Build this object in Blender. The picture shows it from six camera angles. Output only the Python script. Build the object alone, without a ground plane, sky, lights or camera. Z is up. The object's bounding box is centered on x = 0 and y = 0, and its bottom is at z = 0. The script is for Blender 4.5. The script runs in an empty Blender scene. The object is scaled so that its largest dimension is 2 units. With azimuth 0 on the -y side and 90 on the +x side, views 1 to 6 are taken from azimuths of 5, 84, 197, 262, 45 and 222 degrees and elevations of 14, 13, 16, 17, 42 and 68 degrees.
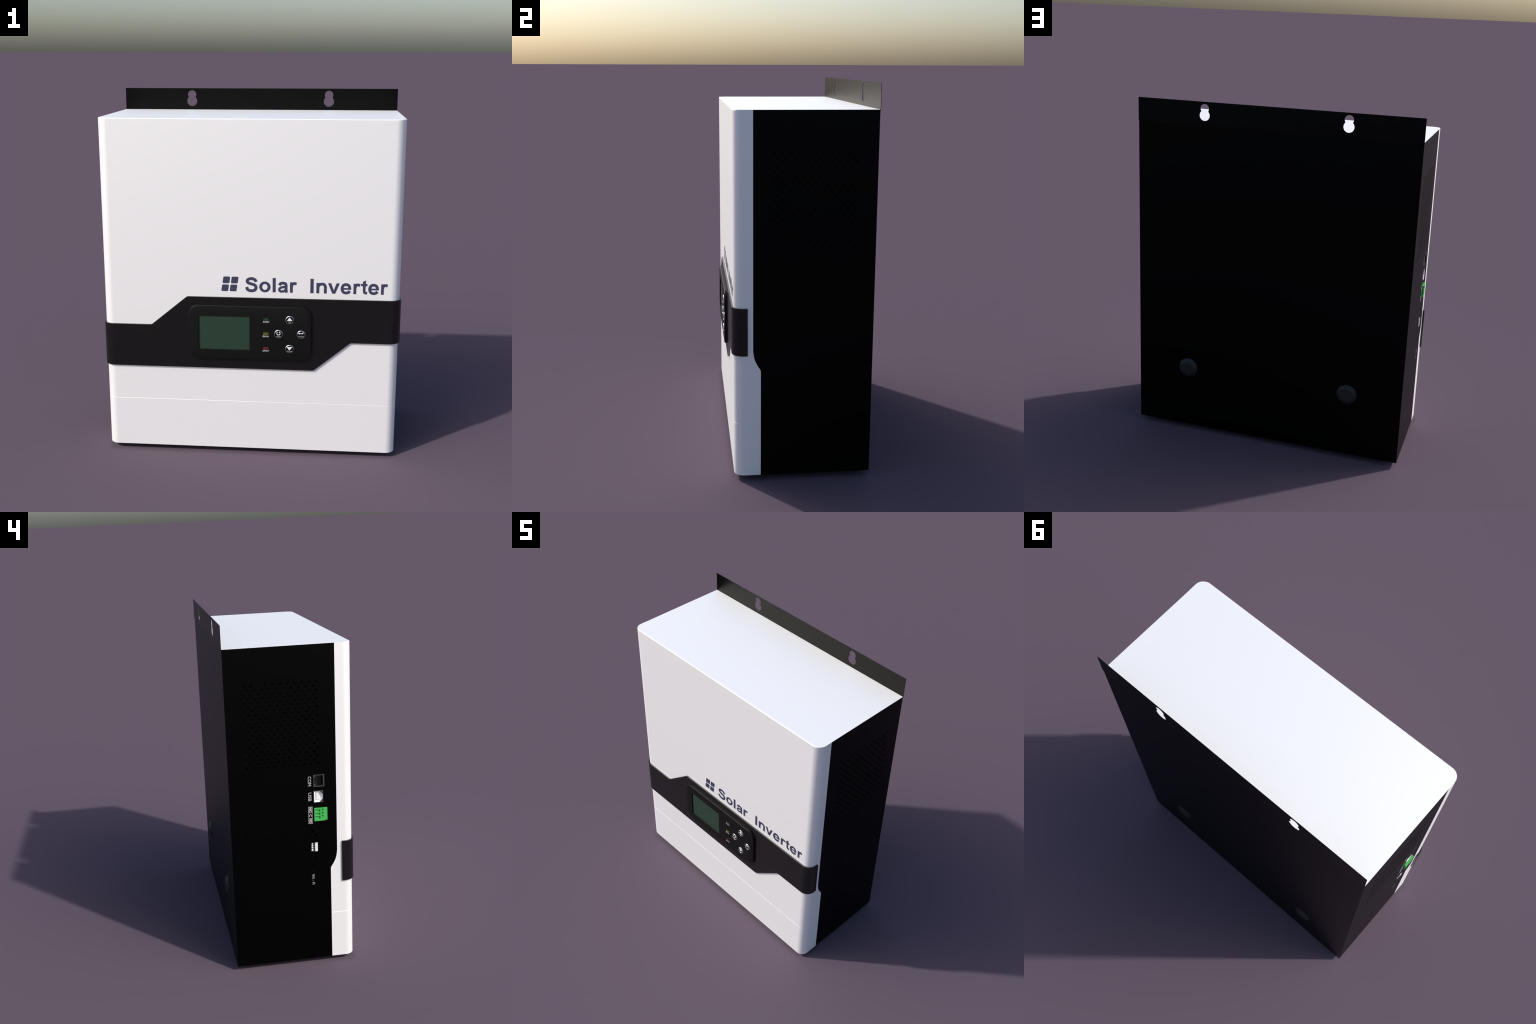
"""Wall-mounted power inverter: white wrap-around cover, black vented steel chassis,
black belt with a control panel, hanging flange with keyholes, sockets on one flank."""
import bpy, bmesh, math
import numpy as np
from mathutils import Vector
from mathutils.geometry import delaunay_2d_cdt

# ------------------------------------------------------------------ sizes (metres)
HALF_W = 0.8075            # chassis half width
FRONT, BACK = -0.3424, 0.3535
BOTTOM, TOP = 0.0285, 1.8750
LID = 0.004                # thickness of the white lid
CORNER = 0.050             # radius of the two front vertical edges
BELT_T = 0.0095            # belt stands this proud of the cover
PANEL_Y = -0.3665          # front face of the control panel
WALL = 0.004
VENT = 0.042                # a black baffle stands this far behind the vents

# ------------------------------------------------------------------ materials
def material(name, color, rough=0.5, metallic=0.0, spec=0.5, grain=0.0, scale=300.0, coat=0.0):
    m = bpy.data.materials.new(name)
    m.use_nodes = True
    nt = m.node_tree
    b = nt.nodes["Principled BSDF"]
    b.inputs["Metallic"].default_value = metallic
    b.inputs["Specular IOR Level"].default_value = spec
    b.inputs["Coat Weight"].default_value = coat
    tc = nt.nodes.new("ShaderNodeTexCoord")
    no = nt.nodes.new("ShaderNodeTexNoise")
    no.inputs["Scale"].default_value = scale
    no.inputs["Detail"].default_value = 3
    nt.links.new(tc.outputs["Object"], no.inputs["Vector"])
    ramp = nt.nodes.new("ShaderNodeValToRGB")
    lo, hi = [tuple(min(1, c * k) for c in color) + (1,) for k in (1 - grain, 1 + grain)]
    ramp.color_ramp.elements[0].position, ramp.color_ramp.elements[0].color = 0.3, lo
    ramp.color_ramp.elements[1].position, ramp.color_ramp.elements[1].color = 0.7, hi
    nt.links.new(no.outputs["Fac"], ramp.inputs["Fac"])
    nt.links.new(ramp.outputs["Color"], b.inputs["Base Color"])
    mr = nt.nodes.new("ShaderNodeMapRange")
    mr.inputs["To Min"].default_value = max(0.02, rough - 0.03)
    mr.inputs["To Max"].default_value = min(1, rough + 0.03)
    nt.links.new(no.outputs["Fac"], mr.inputs["Value"])
    nt.links.new(mr.outputs["Result"], b.inputs["Roughness"])
    return m

WHITE = material("white_enamel", (0.95, 0.95, 0.95), 0.50, metallic=0.30, grain=0.004)
STEEL = material("black_coated_steel", (0.0075, 0.0075, 0.0075), 0.44, metallic=1.0, grain=0.10)
FLANGE = material("black_flange_steel", (0.0100, 0.0100, 0.0095), 0.42, metallic=1.0, grain=0.05)
BELT = material("black_belt_plastic", (0.0056, 0.0058, 0.0052), 0.24, grain=0.05)
PANEL = material("panel_black_plastic", (0.0046, 0.0046, 0.0044), 0.50, spec=0.20, grain=0.05)
RUBBER = material("dark_rubber", (0.0165, 0.0165, 0.0170), 0.50, spec=0.35, grain=0.08)
INK = material("navy_ink", (0.039, 0.043, 0.088), 0.50)
SCREEN = material("green_screen", (0.0195, 0.0465, 0.0290), 0.35)
GREEN_LED = material("green_lamp", (0.0095, 0.050, 0.0180), 0.4)
YELLOW_LED = material("yellow_lamp", (0.105, 0.099, 0.010), 0.4)
RED_LED = material("red_lamp", (0.115, 0.010, 0.012), 0.4)
PRINT = material("white_print", (0.78, 0.78, 0.78), 0.5)
GREY_PRINT = material("grey_print", (0.36, 0.36, 0.36), 0.5)
LABEL = material("label_grey", (0.075, 0.055, 0.055), 0.5, grain=0.3)
BEZEL = material("button_bezel", (0.78, 0.77, 0.77), 0.30, metallic=1.0)
CORE = material("inner_black", (0.006, 0.006, 0.006), 0.7)
CAP = material("button_cap_black", (0.0012, 0.0012, 0.0015), 0.25)
SOCKET = material("socket_grey", (0.046, 0.040, 0.046), 0.5)  # neutral grey plastic, purple cast of the ambient light mixed into the base colour
CAVITY = material("socket_cavity", (0.010, 0.010, 0.010), 0.5)
TINNED = material("tinned_white", (0.80, 0.80, 0.81), 0.4)
GREEN = material("terminal_green", (0.050, 0.42, 0.085), 0.5)
BRASS = material("stud_metal", (0.55, 0.50, 0.38), 0.35, metallic=1.0)

# ------------------------------------------------------------------ helpers
def new_object(name, verts, faces, mat, parent, sharp=35):
    me = bpy.data.meshes.new(name)
    me.from_pydata([tuple(v) for v in verts], [], faces)
    me.materials.append(mat)
    me.validate()
    me.polygons.foreach_set("use_smooth", [True] * len(me.polygons))
    me.set_sharp_from_angle(angle=math.radians(sharp))
    ob = bpy.data.objects.new(name, me)
    bpy.context.scene.collection.objects.link(ob)
    ob.parent = parent
    return ob

def empty(name, parent=None):
    ob = bpy.data.objects.new(name, None)
    bpy.context.scene.collection.objects.link(ob)
    ob.parent = parent
    return ob

class Frame:
    """A drawing plane: u to the right, v up, depth out of the surface."""
    def __init__(s, origin, u, v):
        s.o, s.u, s.v = Vector(origin), Vector(u), Vector(v)
        s.n = s.u.cross(s.v)
    def __call__(s, u, v, d=0.0):
        return s.o + s.u * u + s.v * v + s.n * d

F_FRONT = Frame((0, FRONT, 0), (1, 0, 0), (0, 0, 1))
F_PANEL = Frame((0, PANEL_Y, 0), (1, 0, 0), (0, 0, 1))
F_RIGHT = Frame((HALF_W, 0, 0), (0, 1, 0), (0, 0, 1))
F_LEFT = Frame((-HALF_W, 0, 0), (0, -1, 0), (0, 0, 1))
F_LEFT_TEXT = Frame((-HALF_W, 0, 0), (0, 0, -1), (0, -1, 0))
F_BACK = Frame((0, BACK, 0), (-1, 0, 0), (0, 0, 1))
F_TOP = Frame((0, 0, TOP), (1, 0, 0), (0, 1, 0))
F_UNDER = Frame((0, 0, BOTTOM), (1, 0, 0), (0, -1, 0))

def area2(p):
    return sum(p[i - 1][0] * p[i][1] - p[i][0] * p[i - 1][1] for i in range(len(p)))

def ccw(p):
    p = list(p)
    return p if area2(p) > 0 else p[::-1]

def inside(points, loops):
    pts = np.array(points)
    hit = np.zeros(len(pts), bool)
    for lp in loops:
        a = np.array(lp); b = np.roll(a, -1, 0)
        for (x0, y0), (x1, y1) in zip(a, b):
            if y0 == y1:
                continue
            c = (y0 > pts[:, 1]) != (y1 > pts[:, 1])
            hit ^= c & (pts[:, 0] < (x1 - x0) * (pts[:, 1] - y0) / (y1 - y0) + x0)
    return hit

def triangulate(loops, lines=()):
    """Triangles of the even-odd area of the loops, cut along extra lines."""
    vs, es = [], []
    for lp in loops:
        k = len(vs)
        vs += [Vector(p) for p in lp]
        es += [(k + i, k + (i + 1) % len(lp)) for i in range(len(lp))]
    for a, b in lines:
        k = len(vs)
        vs += [Vector(a), Vector(b)]
        es.append((k, k + 1))
    v, e, f = delaunay_2d_cdt(vs, es, [], 0, 1e-6)[:3]
    cen = [tuple(sum((v[i] for i in t), Vector((0, 0))) / len(t)) for t in f]
    keep = inside(cen, loops)
    tris = []
    for t, k in zip(f, keep):
        if k:
            a, b, c = [v[i] for i in t]
            ok = (b - a).cross(c - a) > 0
            tris.append(tuple(t) if ok else (t[0], t[2], t[1]))
    return [tuple(p) for p in v], tris

def solid_from_tris(pts, tris, place, d0, d1):
    """Closes a flat triangle patch into a slab between depths d0 and d1."""
    used = sorted({i for t in tris for i in t})
    idx = {i: k for k, i in enumerate(used)}
    n = len(used)
    verts = [place(*pts[i], d1) for i in used] + [place(*pts[i], d0) for i in used]
    faces = []
    edges = {}
    for t in tris:
        a = [idx[i] for i in t]
        faces.append(tuple(a))
        faces.append(tuple(i + n for i in reversed(a)))
        for i in range(3):
            edges[(a[i], a[(i + 1) % 3])] = True
    for (a, b) in edges:
        if (b, a) not in edges:
            faces.append((b, a, a + n, b + n))
    return verts, faces

def slab(name, outline, mat, parent, frame, d0, d1, holes=(), sharp=35):
    if holes:
        pts, tris = triangulate([ccw(outline)] + [ccw(h) for h in holes])
        v, f = solid_from_tris(pts, tris, frame, d0, d1)
    else:
        o = ccw(outline); n = len(o)
        v = [frame(*p, d1) for p in o] + [frame(*p, d0) for p in o]
        f = [tuple(range(n)), tuple(range(2 * n - 1, n - 1, -1))]
        f += [((i + 1) % n, i, i + n, (i + 1) % n + n) for i in range(n)]
    return new_object(name, v, f, mat, parent, sharp)

def stack(name, rings, mat, parent, frame, sharp=35, cap_back=True):
    """Loft through loops of equal length: [(loop, depth), ...] from back to front."""
    n = len(rings[0][0]); v = []; f = []
    for lp, d in rings:
        v += [frame(*p, d) for p in lp]
    for k in range(len(rings) - 1):
        for i in range(n):
            j = (i + 1) % n
            f.append((k * n + i, k * n + j, (k + 1) * n + j, (k + 1) * n + i))
    f.append(tuple(range((len(rings) - 1) * n, len(rings) * n)))
    if cap_back:
        f.append(tuple(range(n - 1, -1, -1)))
    return new_object(name, v, f, mat, parent, sharp)

def rect(u0, v0, u1, v1):
    return [(u0, v0), (u1, v0), (u1, v1), (u0, v1)]

def circle(cu, cv, r, n=32):
    return [(cu + r * math.cos(math.tau * i / n), cv + r * math.sin(math.tau * i / n)) for i in range(n)]

def round_corners(pts, radii, seg=6):
    """Rounds every corner of a polygon; radii is one number or one per corner."""
    out = []; n = len(pts)
    for i in range(n):
        r = radii if isinstance(radii, (int, float)) else radii[i]
        p = Vector(pts[i])
        if r <= 0:
            out.append(tuple(p)); continue
        a = (Vector(pts[i - 1]) - p).normalized(); b = (Vector(pts[(i + 1) % n]) - p).normalized()
        ang = a.angle(b); t = r / math.tan(ang / 2)
        c = p + (a + b).normalized() * (r / math.sin(ang / 2))
        s, e = p + a * t - c, p + b * t - c
        a0 = math.atan2(s.y, s.x); da = math.atan2(e.y, e.x) - a0
        da = (da + math.pi) % math.tau - math.pi
        out += [(c.x + r * math.cos(a0 + da * k / seg), c.y + r * math.sin(a0 + da * k / seg)) for k in range(seg + 1)]
    return out

def round_rect(cu, cv, hu, hv, r, seg=10):
    return round_corners(rect(cu - hu, cv - hv, cu + hu, cv + hv), r, seg)

def spline(pts, per=8):
    out = []
    for i in range(len(pts) - 1):
        p0, p1, p2, p3 = (np.array(pts[max(0, min(len(pts) - 1, i + k))], float) for k in (-1, 0, 1, 2))
        for s in range(per):
            t = s / per
            out.append(tuple(0.5 * (2 * p1 + (p2 - p0) * t + (2 * p0 - 5 * p1 + 4 * p2 - p3) * t * t + (3 * p1 - p0 - 3 * p2 + p3) * t ** 3)))
    return out + [tuple(pts[-1])]

def ribbon(path, w):
    """Quads of a pen stroke of width w along a path."""
    P = [Vector(p) for p in path]; L = []; R = []
    for i, p in enumerate(P):
        d = (P[min(i + 1, len(P) - 1)] - P[max(i - 1, 0)]).normalized()
        nrm = Vector((-d.y, d.x)) * (w / 2)
        L.append(p + nrm); R.append(p - nrm)
    return [[tuple(R[i]), tuple(R[i + 1]), tuple(L[i + 1]), tuple(L[i])] for i in range(len(P) - 1)]

def union(polys):
    """Triangles of the union of overlapping polygons (no doubled faces)."""
    vs, es = [], []
    for lp in polys:
        k = len(vs)
        vs += [Vector(p) for p in lp]
        es += [(k + i, k + (i + 1) % len(lp)) for i in range(len(lp))]
    v, e, f = delaunay_2d_cdt(vs, es, [], 0, 1e-5)[:3]
    cen = [tuple(sum((v[i] for i in t), Vector((0, 0))) / len(t)) for t in f]
    keep = np.zeros(len(cen), bool)
    for lp in polys:
        keep |= inside(cen, [lp])
    tris = []
    for t, k in zip(f, keep):
        if k:
            a, b, c = [v[i] for i in t]
            tris.append(tuple(t) if (b - a).cross(c - a) > 0 else (t[0], t[2], t[1]))
    return [tuple(p) for p in v], tris

def text_mesh(name, body, mat, parent, frame, u0, u1, v0, v1, d=0.0006, bold=0.012, shear=0.0):
    """Built-in font, fitted into the box u0..u1, v0..v1 of a frame."""
    cu = bpy.data.curves.new(name, "FONT")
    cu.body, cu.size, cu.offset, cu.shear = body, 1.0, bold, shear
    cu.resolution_u = 3
    ob = bpy.data.objects.new(name, cu)
    bpy.context.scene.collection.objects.link(ob)
    dg = bpy.context.evaluated_depsgraph_get()
    me = bpy.data.meshes.new_from_object(ob.evaluated_get(dg))
    bpy.data.objects.remove(ob)
    p = [v.co.copy() for v in me.vertices]
    f = [tuple(q.vertices) for q in me.polygons]
    x0, x1 = min(q.x for q in p), max(q.x for q in p)
    y0, y1 = min(q.y for q in p), max(q.y for q in p)
    v = [frame(u0 + (q.x - x0) / (x1 - x0) * (u1 - u0), v0 + (q.y - y0) / (y1 - y0) * (v1 - v0), d) for q in p]
    bpy.data.meshes.remove(me)
    fixed = []
    for t in f:
        nrm = (v[t[1]] - v[t[0]]).cross(v[t[2]] - v[t[0]])
        fixed.append(t if nrm.dot(frame.n) >= 0 else t[::-1])
    return new_object(name, v, fixed, mat, parent)

# --------------------------------------------- the wrap around the two front corners
FLAT = HALF_W - CORNER
ARC = CORNER * math.pi / 2

def wrap(s, z, d=0.0):
    """Unrolled coordinate s (0 = middle of the front, + towards +x) to a point, d outwards."""
    g = 1 if s >= 0 else -1
    a = abs(s)
    if a <= FLAT:
        x, y, nx, ny = a, FRONT, 0.0, -1.0
    elif a <= FLAT + ARC:
        t = (a - FLAT) / CORNER
        nx, ny = math.sin(t), -math.cos(t)
        x, y = FLAT + CORNER * nx, FRONT + CORNER + CORNER * ny
    else:
        x, y, nx, ny = HALF_W, FRONT + CORNER + (a - FLAT - ARC), 1.0, 0.0
    return Vector((g * (x + nx * d), y + ny * d, z))

def unroll(y):
    return FLAT + ARC + (y - FRONT - CORNER)

COLUMNS = [FLAT - 0.006] + [FLAT + ARC * i / 14 for i in range(15)] + [FLAT + ARC + 0.006]

def wrapped_sheet(name, outline, mat, parent, thick, outer, rows=(), sharp=35, lining=None):
    lines = [((g * c, -1), (g * c, 3)) for c in COLUMNS for g in (-1, 1)]
    lines += [((-2, r), (2, r)) for r in rows]
    pts, tris = triangulate([ccw(outline)], lines)
    def place(s, z, k):
        o = outer(z) if callable(outer) else outer
        return wrap(s, z, o if k else o - thick)
    v, f = solid_from_tris(pts, tris, place, 0, 1)
    ob = new_object(name, v, f, mat, parent, sharp)
    if lining:                         # blackened inside
        ob.data.materials.append(lining)
        for k, pol in enumerate(ob.data.polygons):
            if k < 2 * len(tris) and k % 2 == 1:
                pol.material_index = 1
    return ob

# ================================================================== the object
inverter = empty("solar_inverter")
inverter["label"] = "white wall-mounted solar inverter box with black sides and display panel"
inverter["category"] = "power inverter"

# rear edge of the white flank: steps back behind the belt with an S-shaped joggle
Y_UP, Y_LOW = -0.2475, -0.2090
JOGGLE = [(0.5880, Y_LOW), (0.5945, -0.2100), (0.6020, -0.2142), (0.6170, -0.2243), (0.6320, -0.2320),
          (0.6470, -0.2385), (0.6640, -0.2430), (0.6800, -0.2456), (0.7000, Y_UP)]     # (z, y)

# ---- white cover: front, rounded corners, flanks
z_hi = TOP - LID
right_edge = [(Y_LOW, BOTTOM)] + [(y, z) for z, y in JOGGLE] + [(Y_UP, z_hi)]
outline = [(unroll(y), z) for y, z in right_edge] + [(-unroll(y), z) for y, z in reversed(right_edge)]
SEAM = 0.3100
def cover_relief(z):
    # shallow seam between the main cover and the terminal cover below it
    if abs(z - (SEAM + 0.0012)) < 1e-5:
        return -0.0011
    return 0.0
seam_rows = (SEAM + 0.0016, SEAM + 0.0012, SEAM - 0.0002)
cover = wrapped_sheet("front_cover", outline, WHITE, inverter, 0.006, cover_relief, seam_rows, sharp=18, lining=CORE)

# ---- white lid: flat plate following the rounded corners, tiny chamfer along the front
def lid_outline(chamfer):
    """Chamfer only pulls the front edge back; the flank steel rises past the lid's side rims."""
    arc = [(FLAT + CORNER * math.sin(t), FRONT + CORNER - CORNER * math.cos(t) + chamfer * math.cos(t))
           for t in [math.pi / 2 * i / 14 for i in range(15)]]
    side = arc + [(HALF_W, Y_UP), (HALF_W - 0.0006, Y_UP + 0.0001), (HALF_W - 0.0006, BACK)]
    return [(-x, y) for x, y in reversed(side)] + side
stack("lid", [(lid_outline(0), -LID), (lid_outline(0), -0.0030), (lid_outline(0.0028), 0.0)],
      WHITE, inverter, F_TOP, sharp=20)

# ---- chassis flanks with vent field
def vent_field(sign):
    """Staggered perforation: 21 rows of 11 and 10 holes in turn. sign: u runs along sign*y."""
    hs = []
    for r in range(21):
        z = 1.6745 - r * 0.02272
        n = 11 if r % 2 == 0 else 10
        for c in range(n):
            y = -0.1460 + 0.03935 * (c + 0.5 * (r % 2))
            hs.append(circle(sign * y, z, 0.0068, 12))
    return hs
edge = [(Y_LOW, BOTTOM)] + [(y, z) for z, y in JOGGLE] + [(Y_UP, TOP - 0.0008)]
flank = edge + [(BACK, TOP - 0.0008), (BACK, BOTTOM)]
slab("side_panel", flank, STEEL, inverter, F_RIGHT, -WALL, 0.0, vent_field(1))
com_hole = [(0.1728, 1.0895), (0.1728, 1.1490), (0.1285, 1.1490), (0.1285, 1.1370), (0.1200, 1.1370),
            (0.1200, 1.1020), (0.1285, 1.1020), (0.1285, 1.0895)]
usb_loop = [(0.1208, 0.9945), (0.1525, 0.9945), (0.1695, 1.0160), (0.1695, 1.0385), (0.1515, 1.0575), (0.1208, 1.0575)]
screw_holes = [circle(0.1076, 0.8221, 0.0066, 16), circle(0.1275, 0.7980, 0.0066, 16),
               circle(0.1268, 0.6658, 0.0066, 16), circle(0.1074, 0.6213, 0.0066, 16)]
socket_holes = [rect(0.1177 + 0.001, 1.0835 + 0.001, 0.1799 - 0.001, 1.1535 - 0.001),
                rect(0.1166 + 0.001, 0.9911 + 0.001, 0.1722 - 0.001, 1.0610 - 0.001)]
slab("side_panel", [(-y, z) for y, z in flank], STEEL, inverter, F_LEFT, -WALL, 0.0,
     vent_field(-1) + screw_holes + socket_holes)

for fr, g in ((F_RIGHT, 1), (F_LEFT, -1)):
    slab("vent_baffle", rect(min(g * -0.24, g * 0.345), 1.02, max(g * -0.24, g * 0.345), 1.86), CORE, inverter, fr, -VENT - 0.003, -VENT + 0.001)

# ---- back, floor
slab("back_panel", rect(-HALF_W + WALL, BOTTOM, HALF_W - WALL, z_hi), STEEL, inverter, F_BACK, -WALL, 0.0)
def plan(inset):
    """Ground plan of the box with its two rounded front corners, drawn inwards by inset."""
    arc = [(FLAT + (CORNER - inset) * math.sin(t), FRONT + CORNER - (CORNER - inset) * math.cos(t))
           for t in [math.pi / 2 * i / 14 for i in range(15)]]
    return [(-x, y) for x, y in reversed(arc)] + arc + [(HALF_W - inset, BACK - inset), (-HALF_W + inset, BACK - inset)]
slab("floor_panel", [(x, -y) for x, y in plan(WALL)], STEEL, inverter, F_UNDER, -WALL - 0.001, -0.001)
slab("inner_partition", rect(-BACK + 0.02, BOTTOM + 0.012, 0.325, TOP - 0.015), CORE, inverter, Frame((0, 0, 0), (0, -1, 0), (0, 0, 1)), -0.003, 0.003)
slab("lid_lining", plan(0.012), CORE, inverter, F_TOP, -0.010, -0.0045)

# ---- hanging flange with two keyholes
def keyhole(cx):
    R, r, zl, zu = 0.0300, 0.0248, 1.9250, 1.9628
    w = 0.0205                         # half width of the neck
    al, au = math.acos(w / R), math.acos(w / r)
    low = [(cx + R * math.cos(t), zl + R * math.sin(t)) for t in np.linspace(math.pi - al, math.tau + al, 28)]
    up = [(cx + r * math.cos(t), zu + r * math.sin(t)) for t in np.linspace(-au, math.pi + au, 24)]
    return low + up
FW = 0.8085
slab("hanging_flange", rect(-FW, 1.8700, FW, 2.0), FLANGE, inverter, F_BACK, 0.0006, 0.0028,
              [keyhole(-0.4073), keyhole(0.4073)])

# ---- rubber buffers on the back
for bx in (-0.4903, 0.4903):
    rings = [(circle(bx, 0.4043, r, 40), d) for r, d in
             ((0.0580, -0.002), (0.0580, 0.0008), (0.0570, 0.0022), (0.0400, 0.0136), (0.0385, 0.0142))]
    stack("rubber_buffer", rings, RUBBER, inverter, F_BACK, sharp=15)

# ---- black belt wrapped round the front
B_END = unroll(-0.2747)
belt_pts = [(-B_END, 0.5088), (0.3500, 0.5088), (0.5480, 0.6735), (B_END, 0.6735),
            (B_END, 0.9165), (-0.3430, 0.9165), (-0.5430, 0.7505), (-B_END, 0.7505)]
belt_line = round_corners(belt_pts, [0.002, 0.022, 0.022, 0.002, 0.002, 0.022, 0.022, 0.002], 8)
belt = wrapped_sheet("belt", belt_line, BELT, inverter, BELT_T + 0.001, BELT_T, sharp=30)

# ---- control panel on the belt
PC = 0.7205
panel_depth = FRONT - BELT_T - PANEL_Y
def panel_loop(inset):
    return round_rect(0.0, PC, 0.3365 - inset, 0.1530 - inset, 0.056 - inset, 14)
SCR = (-0.2790, 0.6220, 0.0000, 0.8160)
fillet = [(0.0, -0.0050), (0.0005, -0.0030), (0.0016, -0.0014), (0.0032, -0.0004), (0.0050, 0.0)]
lower = stack("control_panel", [(panel_loop(0), -panel_depth - 0.001)] + [(panel_loop(i), d) for i, d in fillet],
              PANEL, inverter, F_PANEL, sharp=25)
# cut the display window out of the front face: replace it by a ring with a sunk well
me = lower.data
bm = bmesh.new(); bm.from_mesh(me); bm.faces.ensure_lookup_table()
big = [f for f in bm.faces if f.normal.y < -0.99 and f.calc_area() > 0.1 and f.calc_center_median().y < PANEL_Y + 0.001]
bmesh.ops.delete(bm, geom=big, context="FACES_ONLY")
pts, tris = triangulate([ccw(panel_loop(0.0050)), ccw(rect(*SCR))])
vv = [bm.verts.new(F_PANEL(*p, 0.0)) for p in pts]
for t in tris:
    bm.faces.new([vv[i] for i in t])
top4 = [bm.verts.new(F_PANEL(*p, 0.0)) for p in rect(*SCR)]
low4 = [bm.verts.new(F_PANEL(*p, -0.0100)) for p in rect(*SCR)]
for i in range(4):
    j = (i + 1) % 4
    bm.faces.new([top4[i], top4[j], low4[j], low4[i]])
bmesh.ops.remove_doubles(bm, verts=bm.verts, dist=1e-6)
bm.to_mesh(me); bm.free()
me.polygons.foreach_set("use_smooth", [True] * len(me.polygons))
me.set_sharp_from_angle(angle=math.radians(25))
panel = lower
slab("display_screen", rect(SCR[0] - .002, SCR[1] - .002, SCR[2] + .002, SCR[3] + .002), SCREEN, panel, F_PANEL, -0.0125, -0.0060)

# ---- lamps with captions
for z, mat, body, cx, hw, cz, hh in ((0.8010, GREEN_LED, "AC/INV", 0.0905, 0.0177, 0.7877, 0.0044),
                                     (0.7203, YELLOW_LED, "CHG", 0.0945, 0.0100, 0.7052, 0.0040),
                                     (0.6362, RED_LED, "FAULT", 0.0940, 0.0135, 0.6224, 0.0040)):
    slab("indicator_lamp", rect(0.0892 - 0.0138, z - 0.0068, 0.0892 + 0.0138, z + 0.0068), mat, panel, F_PANEL, -0.001, 0.0006)
    text_mesh("lamp_caption", body, PRINT, panel, F_PANEL, cx - hw, cx + hw, cz - hh, cz + hh, bold=0.006, shear=0.12)
# small pictograms before the captions: a battery box and a warning triangle
slab("battery_pictogram", rect(0.0728, 0.7010, 0.0822, 0.7094), PRINT, panel, F_PANEL, -0.0005, 0.0006,
     [rect(0.0745, 0.7027, 0.0805, 0.7077)])
slab("warning_pictogram", [(0.0715, 0.6184), (0.0795, 0.6184), (0.0755, 0.6266)], PRINT, panel, F_PANEL, -0.0005, 0.0006,
     [[(0.0732, 0.6194), (0.0778, 0.6194), (0.0755, 0.6242)]])

# ---- push buttons
def arrow_polys(kind):
    if kind == "up":
        return [[(-0.0150, -0.0045), (0.0150, -0.0045), (0.0, 0.0155)]]
    if kind == "down":
        return [[(-0.0150, 0.0115), (0.0, -0.0085), (0.0150, 0.0115)]]
    if kind == "return":
        arc = [(0.0090 * math.cos(t), 0.0036 + 0.0090 * math.sin(t)) for t in np.linspace(math.radians(125), math.radians(395), 28)]
        return ribbon(arc, 0.0036) + [[(0.0010, 0.0085), (0.0088, 0.0085), (0.0088, 0.0165)]]
    return [rect(-0.0090, 0.0042, 0.0118, 0.0076), rect(0.0084, 0.0042, 0.0118, 0.0160),
            [(-0.0168, 0.0059), (-0.0075, 0.0005), (-0.0075, 0.0113)]]
def shift(polys, cu, cv):
    return [[(x + cu, y + cv) for x, y in lp] for lp in polys]
RO, RI = 0.0235, 0.0202
for cx, cz, kind, body, hw, dz, hh in ((0.2186, 0.8010, "up", "UP", 0.0065, -0.0130, 0.0034),
                                       (0.1583, 0.7203, "return", "MENU", 0.0115, -0.0143, 0.0027),
                                       (0.2815, 0.7203, "enter", "ENTER", 0.0145, -0.0108, 0.0032),
                                       (0.2186, 0.6362, "down", "DOWN", 0.0125, -0.0133, 0.0030)):
    btn = stack("push_button", [(circle(cx, cz, RI + 0.001, 40), -0.002), (circle(cx, cz, RI + 0.001, 40), 0.0008)], CAP, panel, F_PANEL)
    prof = [(RO, -0.001), (RO, 0.0004), (RO - 0.0008, 0.0016), (RI + 0.0012, 0.0030), (RI + 0.0002, 0.0033), (RI, 0.0030), (RI, -0.001)]
    v = []; f = []; n = 40
    for r, d in prof:
        v += [F_PANEL(*p, d) for p in circle(cx, cz, r, n)]
    for k in range(len(prof) - 1):
        for i in range(n):
            j = (i + 1) % n
            f.append((k * n + i, k * n + j, (k + 1) * n + j, (k + 1) * n + i))
    new_object("button_bezel", v, f, BEZEL, btn, 50)
    p2, t2 = union(shift(arrow_polys(kind), cx, cz))
    v, f = solid_from_tris(p2, t2, F_PANEL, 0.0004, 0.0016)
    new_object("button_symbol", v, f, PRINT, btn)
    text_mesh("button_caption", body, GREY_PRINT, btn, F_PANEL, cx - hw, cx + hw, cz + dz - hh, cz + dz + hh, d=0.0014, bold=0.01)

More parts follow.
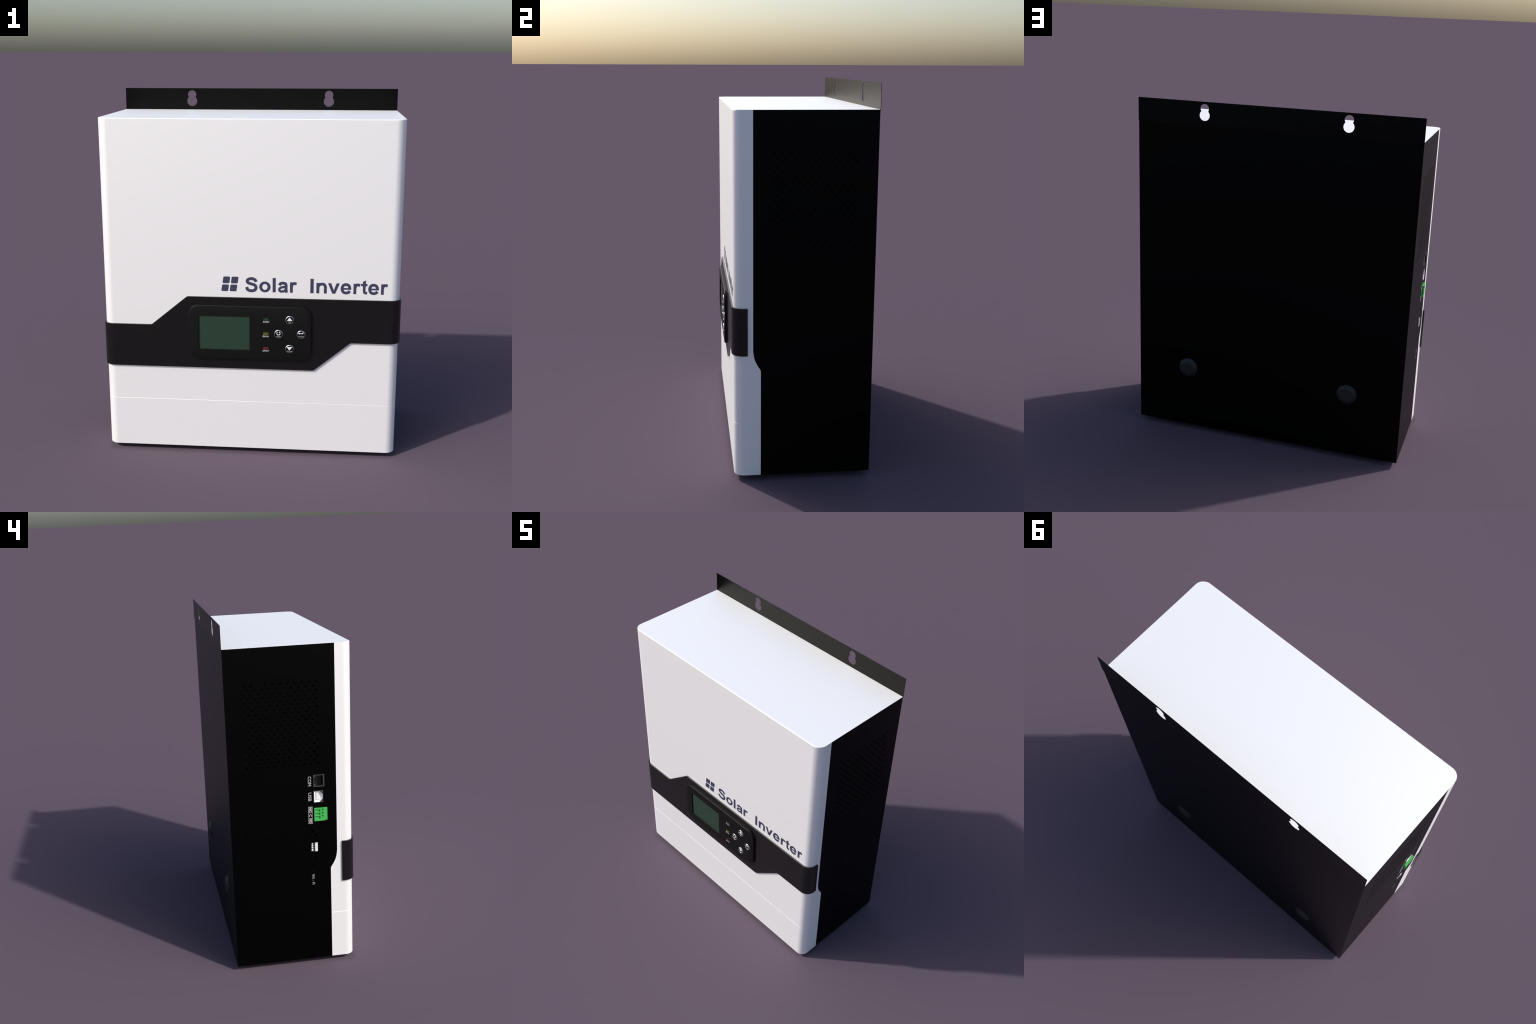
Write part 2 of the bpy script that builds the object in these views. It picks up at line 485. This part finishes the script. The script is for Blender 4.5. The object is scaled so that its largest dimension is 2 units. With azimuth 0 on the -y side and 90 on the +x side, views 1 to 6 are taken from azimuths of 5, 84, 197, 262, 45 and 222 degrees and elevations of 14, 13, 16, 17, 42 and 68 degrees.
# ---- lettering on the cover: bold grotesque, drawn with pen strokes (cap height 1)
ST, TH = 0.20, 0.165       # stem and thin stroke
XH = 0.724
def letter(c):
    if c in "Il":
        return [rect(0, 0, 0.205, 1.0)], 0.200
    if c == "S":
        return ribbon(spline([(0.722, 0.700), (0.640, 0.850), (0.425, 0.925), (0.205, 0.865), (0.138, 0.735), (0.215, 0.620),
                              (0.425, 0.550), (0.640, 0.465), (0.715, 0.300), (0.630, 0.130), (0.415, 0.070), (0.180, 0.140), (0.100, 0.325)]), 0.205), 0.815
    if c == "o":
        outer = [(0.39 + 0.39 * math.cos(t), 0.362 + 0.378 * math.sin(t)) for t in np.linspace(0, math.tau, 49)]
        inner = [(0.39 + 0.18 * math.cos(t), 0.362 + 0.208 * math.sin(t)) for t in np.linspace(0, math.tau, 49)]
        return [[outer[i], outer[i + 1], inner[i + 1], inner[i]] for i in range(48)], 0.78
    if c == "a":
        top = ribbon(spline([(0.118, 0.495), (0.180, 0.615), (0.345, 0.655), (0.510, 0.615), (0.555, 0.490), (0.555, 0.300), (0.560, 0.130), (0.605, 0.0)]), 0.195)
        bowl = ribbon(spline([(0.560, 0.420), (0.410, 0.385), (0.200, 0.335), (0.098, 0.205), (0.160, 0.090), (0.290, 0.068), (0.450, 0.120), (0.560, 0.260)]), 0.165)
        return top + bowl, 0.70
    if c == "r":
        return [rect(0, 0, ST, XH)] + ribbon(spline([(0.100, 0.400), (0.165, 0.575), (0.290, 0.650), (0.455, 0.615)]), 0.195), 0.49
    if c == "n":
        return [rect(0, 0, ST, XH)] + ribbon(spline([(0.100, 0.420), (0.190, 0.590), (0.370, 0.650), (0.540, 0.600), (0.600, 0.440), (0.600, 0.250), (0.600, 0.0)]), 0.195), 0.70
    if c == "v":
        return [[(0, XH), (0.29, 0), (0.49, 0), (0.39, 0.235), (0.21, XH)], [(0.39, 0.235), (0.49, 0), (0.78, XH), (0.57, XH)]], 0.78
    if c == "e":
        return ribbon(spline([(0.615, 0.215), (0.530, 0.110), (0.365, 0.068), (0.180, 0.135), (0.100, 0.360), (0.180, 0.585), (0.365, 0.655),
                              (0.540, 0.585), (0.612, 0.420), (0.614, 0.310)]), 0.195) + [rect(0.1, 0.295, 0.70, 0.415)], 0.71
    if c == "t":
        return [rect(0, 0.575, 0.43, XH), [(0.125, 0.86), (0.125, 0.5), (0.325, 0.5), (0.325, 0.98)]] + \
            ribbon(spline([(0.225, 0.55), (0.225, 0.25), (0.265, 0.105), (0.425, 0.085)]), 0.175), 0.44
BASE, CAPH = 0.9488, 0.0800
places = (("S", -0.0250, 0.0420), ("o", 0.0512, 0.1127), ("l", 0.1238, 0.1402), ("a", 0.1518, 0.2080), ("r", 0.2172, 0.2555),
          ("I", 0.3268, 0.3440), ("n", 0.3592, 0.4152), ("v", 0.4211, 0.4837), ("e", 0.4883, 0.5453), ("r", 0.5570, 0.5945),
          ("t", 0.5962, 0.6316), ("e", 0.6354, 0.6920), ("r", 0.7033, 0.7405))
for ch, x0, x1 in places:
    polys, wd = letter(ch)
    k = (x1 - x0) / wd
    polys = [ccw([(x0 + px * k, BASE + py * CAPH) for px, py in lp]) for lp in polys]
    p2, t2 = union(polys)
    v, f = solid_from_tris(p2, t2, F_FRONT, -0.0005, 0.0005)
    new_object("cover_letter", v, f, INK, inverter)
# four-pane emblem, leaning to the right
lean = 0.155
for col in (0, 1):
    for row in (0, 1):
        u0, v0 = -0.1555 + col * 0.0455, 0.9495 + row * 0.0445
        quad = [(u0 + lean * (v0 + b * 0.0375 - 0.9495) + a * 0.0372, v0 + b * 0.0375) for a, b in ((0, 0), (1, 0), (1, 1), (0, 1))]
        slab("emblem_pane", round_corners(quad, 0.0060, 5), INK, inverter, F_FRONT, -0.0005, 0.0005)

# ---- sockets on the left flank
def funnel(name, loop, floor, depth, mat, parent, d0=0.0):
    """Open sunk cup: rim loop at the surface, smaller floor loop at depth."""
    n = len(loop)
    v = [F_LEFT(*p, d0) for p in loop] + [F_LEFT(*p, d0 - depth) for p in floor]
    f = [(i, (i + 1) % n, (i + 1) % n + n, i + n) for i in range(n)] + [tuple(range(n, 2 * n))]
    return new_object(name, v, f, mat, parent, 20)
com = slab("network_socket", rect(0.1177, 1.0835, 0.1799, 1.1535), SOCKET, inverter, F_LEFT, -0.004, 0.0012, [com_hole])
funnel("socket_cavity", ccw(com_hole), ccw(com_hole), 0.035, CAVITY, com, 0.0)
usb = slab("usb_socket", rect(0.1166, 0.9911, 0.1722, 1.0610), SOCKET, inverter, F_LEFT, -0.004, 0.0012, [usb_loop])
usb_floor = [(0.1320, 1.0040), (0.1470, 1.0040), (0.1555, 1.0160), (0.1555, 1.0385), (0.1470, 1.0470), (0.1320, 1.0470)]
funnel("usb_shell", ccw(usb_loop), ccw(usb_floor), 0.012, TINNED, usb, 0.0010)
slab("usb_tongue", rect(0.1345, 1.0060, 0.1500, 1.0440), TINNED, usb, F_LEFT, -0.0125, -0.0050)

# pluggable terminal block: stepped body with three clamps
term = slab("terminal_block", rect(0.1181, 0.8855, 0.1790, 0.9605), GREEN, inverter, F_LEFT, -0.002, 0.0100,
            [rect(0.1225, 0.9580 - 0.0195 * (i + 1), 0.1515, 0.9580 - 0.0195 * i - 0.0050) for i in range(3)]
            + [circle(0.1640, 0.9500 - 0.0185 * i, 0.0062, 16) for i in range(3)])
slab("terminal_floor", rect(0.1185, 0.8860, 0.1785, 0.9600), GREEN, term, F_LEFT, -0.001, 0.0030)
slab("terminal_back", rect(0.1785, 0.8885, 0.1926, 0.9602), GREEN, term, F_LEFT, -0.002, 0.0085)

# relay label: frame and three words
lab = slab("relay_label", rect(0.0853, 0.8692, 0.1105, 0.9697), LABEL, inverter, F_LEFT, -0.001, 0.0005)
for z0, z1 in ((0.8692, 0.9697),):
    slab("label_frame", rect(0.0853, z0, 0.1105, z1), GREY_PRINT, lab, F_LEFT, -0.001, 0.0008,
         [rect(0.0868, 0.8707, 0.1090, 0.9010), rect(0.0868, 0.9022, 0.1090, 0.9330), rect(0.0868, 0.9342, 0.1090, 0.9682)])
slab("label_field", rect(0.0885, 0.9035, 0.1075, 0.9318), STEEL, lab, F_LEFT, -0.001, 0.0008)
for body, za, zb in (("NC", 0.9650, 0.9370), ("C", 0.9250, 0.9105), ("NO", 0.8985, 0.8725)):
    text_mesh("socket_caption", body, PRINT, lab, F_LEFT_TEXT, -za, -zb, 0.0905, 0.1055, d=0.0012, bold=0.0)
for body, za, zb, va, vb in (("COM", 1.1465, 1.0905, 0.0867, 0.1062), ("USB", 1.0525, 1.0025, 0.0869, 0.1057),
                             ("Wi - Fi", 0.5635, 0.4985, 0.0980, 0.1140)):
    text_mesh("socket_caption", body, GREY_PRINT, inverter, F_LEFT_TEXT, -za, -zb, va, vb, bold=0.006 if "-" in body else 0.018)

# small selector switch: grey base, white slider bar, four white dots
sw = slab("selector_switch", rect(0.0972, 0.7015, 0.1349, 0.7538), SOCKET, inverter, F_LEFT, -0.002, 0.0010)
slab("switch_slider", rect(0.1202, 0.7018, 0.1347, 0.7536), TINNED, sw, F_LEFT, 0.0, 0.0030)
for z, r in ((0.7495, 0.0032), (0.7385, 0.0050), (0.7255, 0.0050), (0.7115, 0.0056)):
    slab("switch_dot", circle(0.1043, z, r, 16), PRINT, sw, F_LEFT, 0.0, 0.0018)

# ---- under the floor: cable glands and battery studs, the lowest points of the object
for gx, gy, r in ((-0.45, 0.10, 0.055), (-0.20, 0.10, 0.055)):
    stack("cable_gland", [(circle(gx, -gy, r, 32), -0.002), (circle(gx, -gy, r, 32), 0.012),
                          (circle(gx, -gy, r * 0.8, 32), 0.014), (circle(gx, -gy, r * 0.75, 32), BOTTOM)], RUBBER, inverter, F_UNDER)
for gx in (0.25, 0.42):
    stack("battery_stud", [(circle(gx, -0.10, 0.030, 6), -0.002), (circle(gx, -0.10, 0.030, 6), 0.014)], BRASS, inverter, F_UNDER)
    stack("battery_stud", [(circle(gx, -0.10, 0.014, 20), 0.012), (circle(gx, -0.10, 0.014, 20), BOTTOM)], BRASS, inverter, F_UNDER)
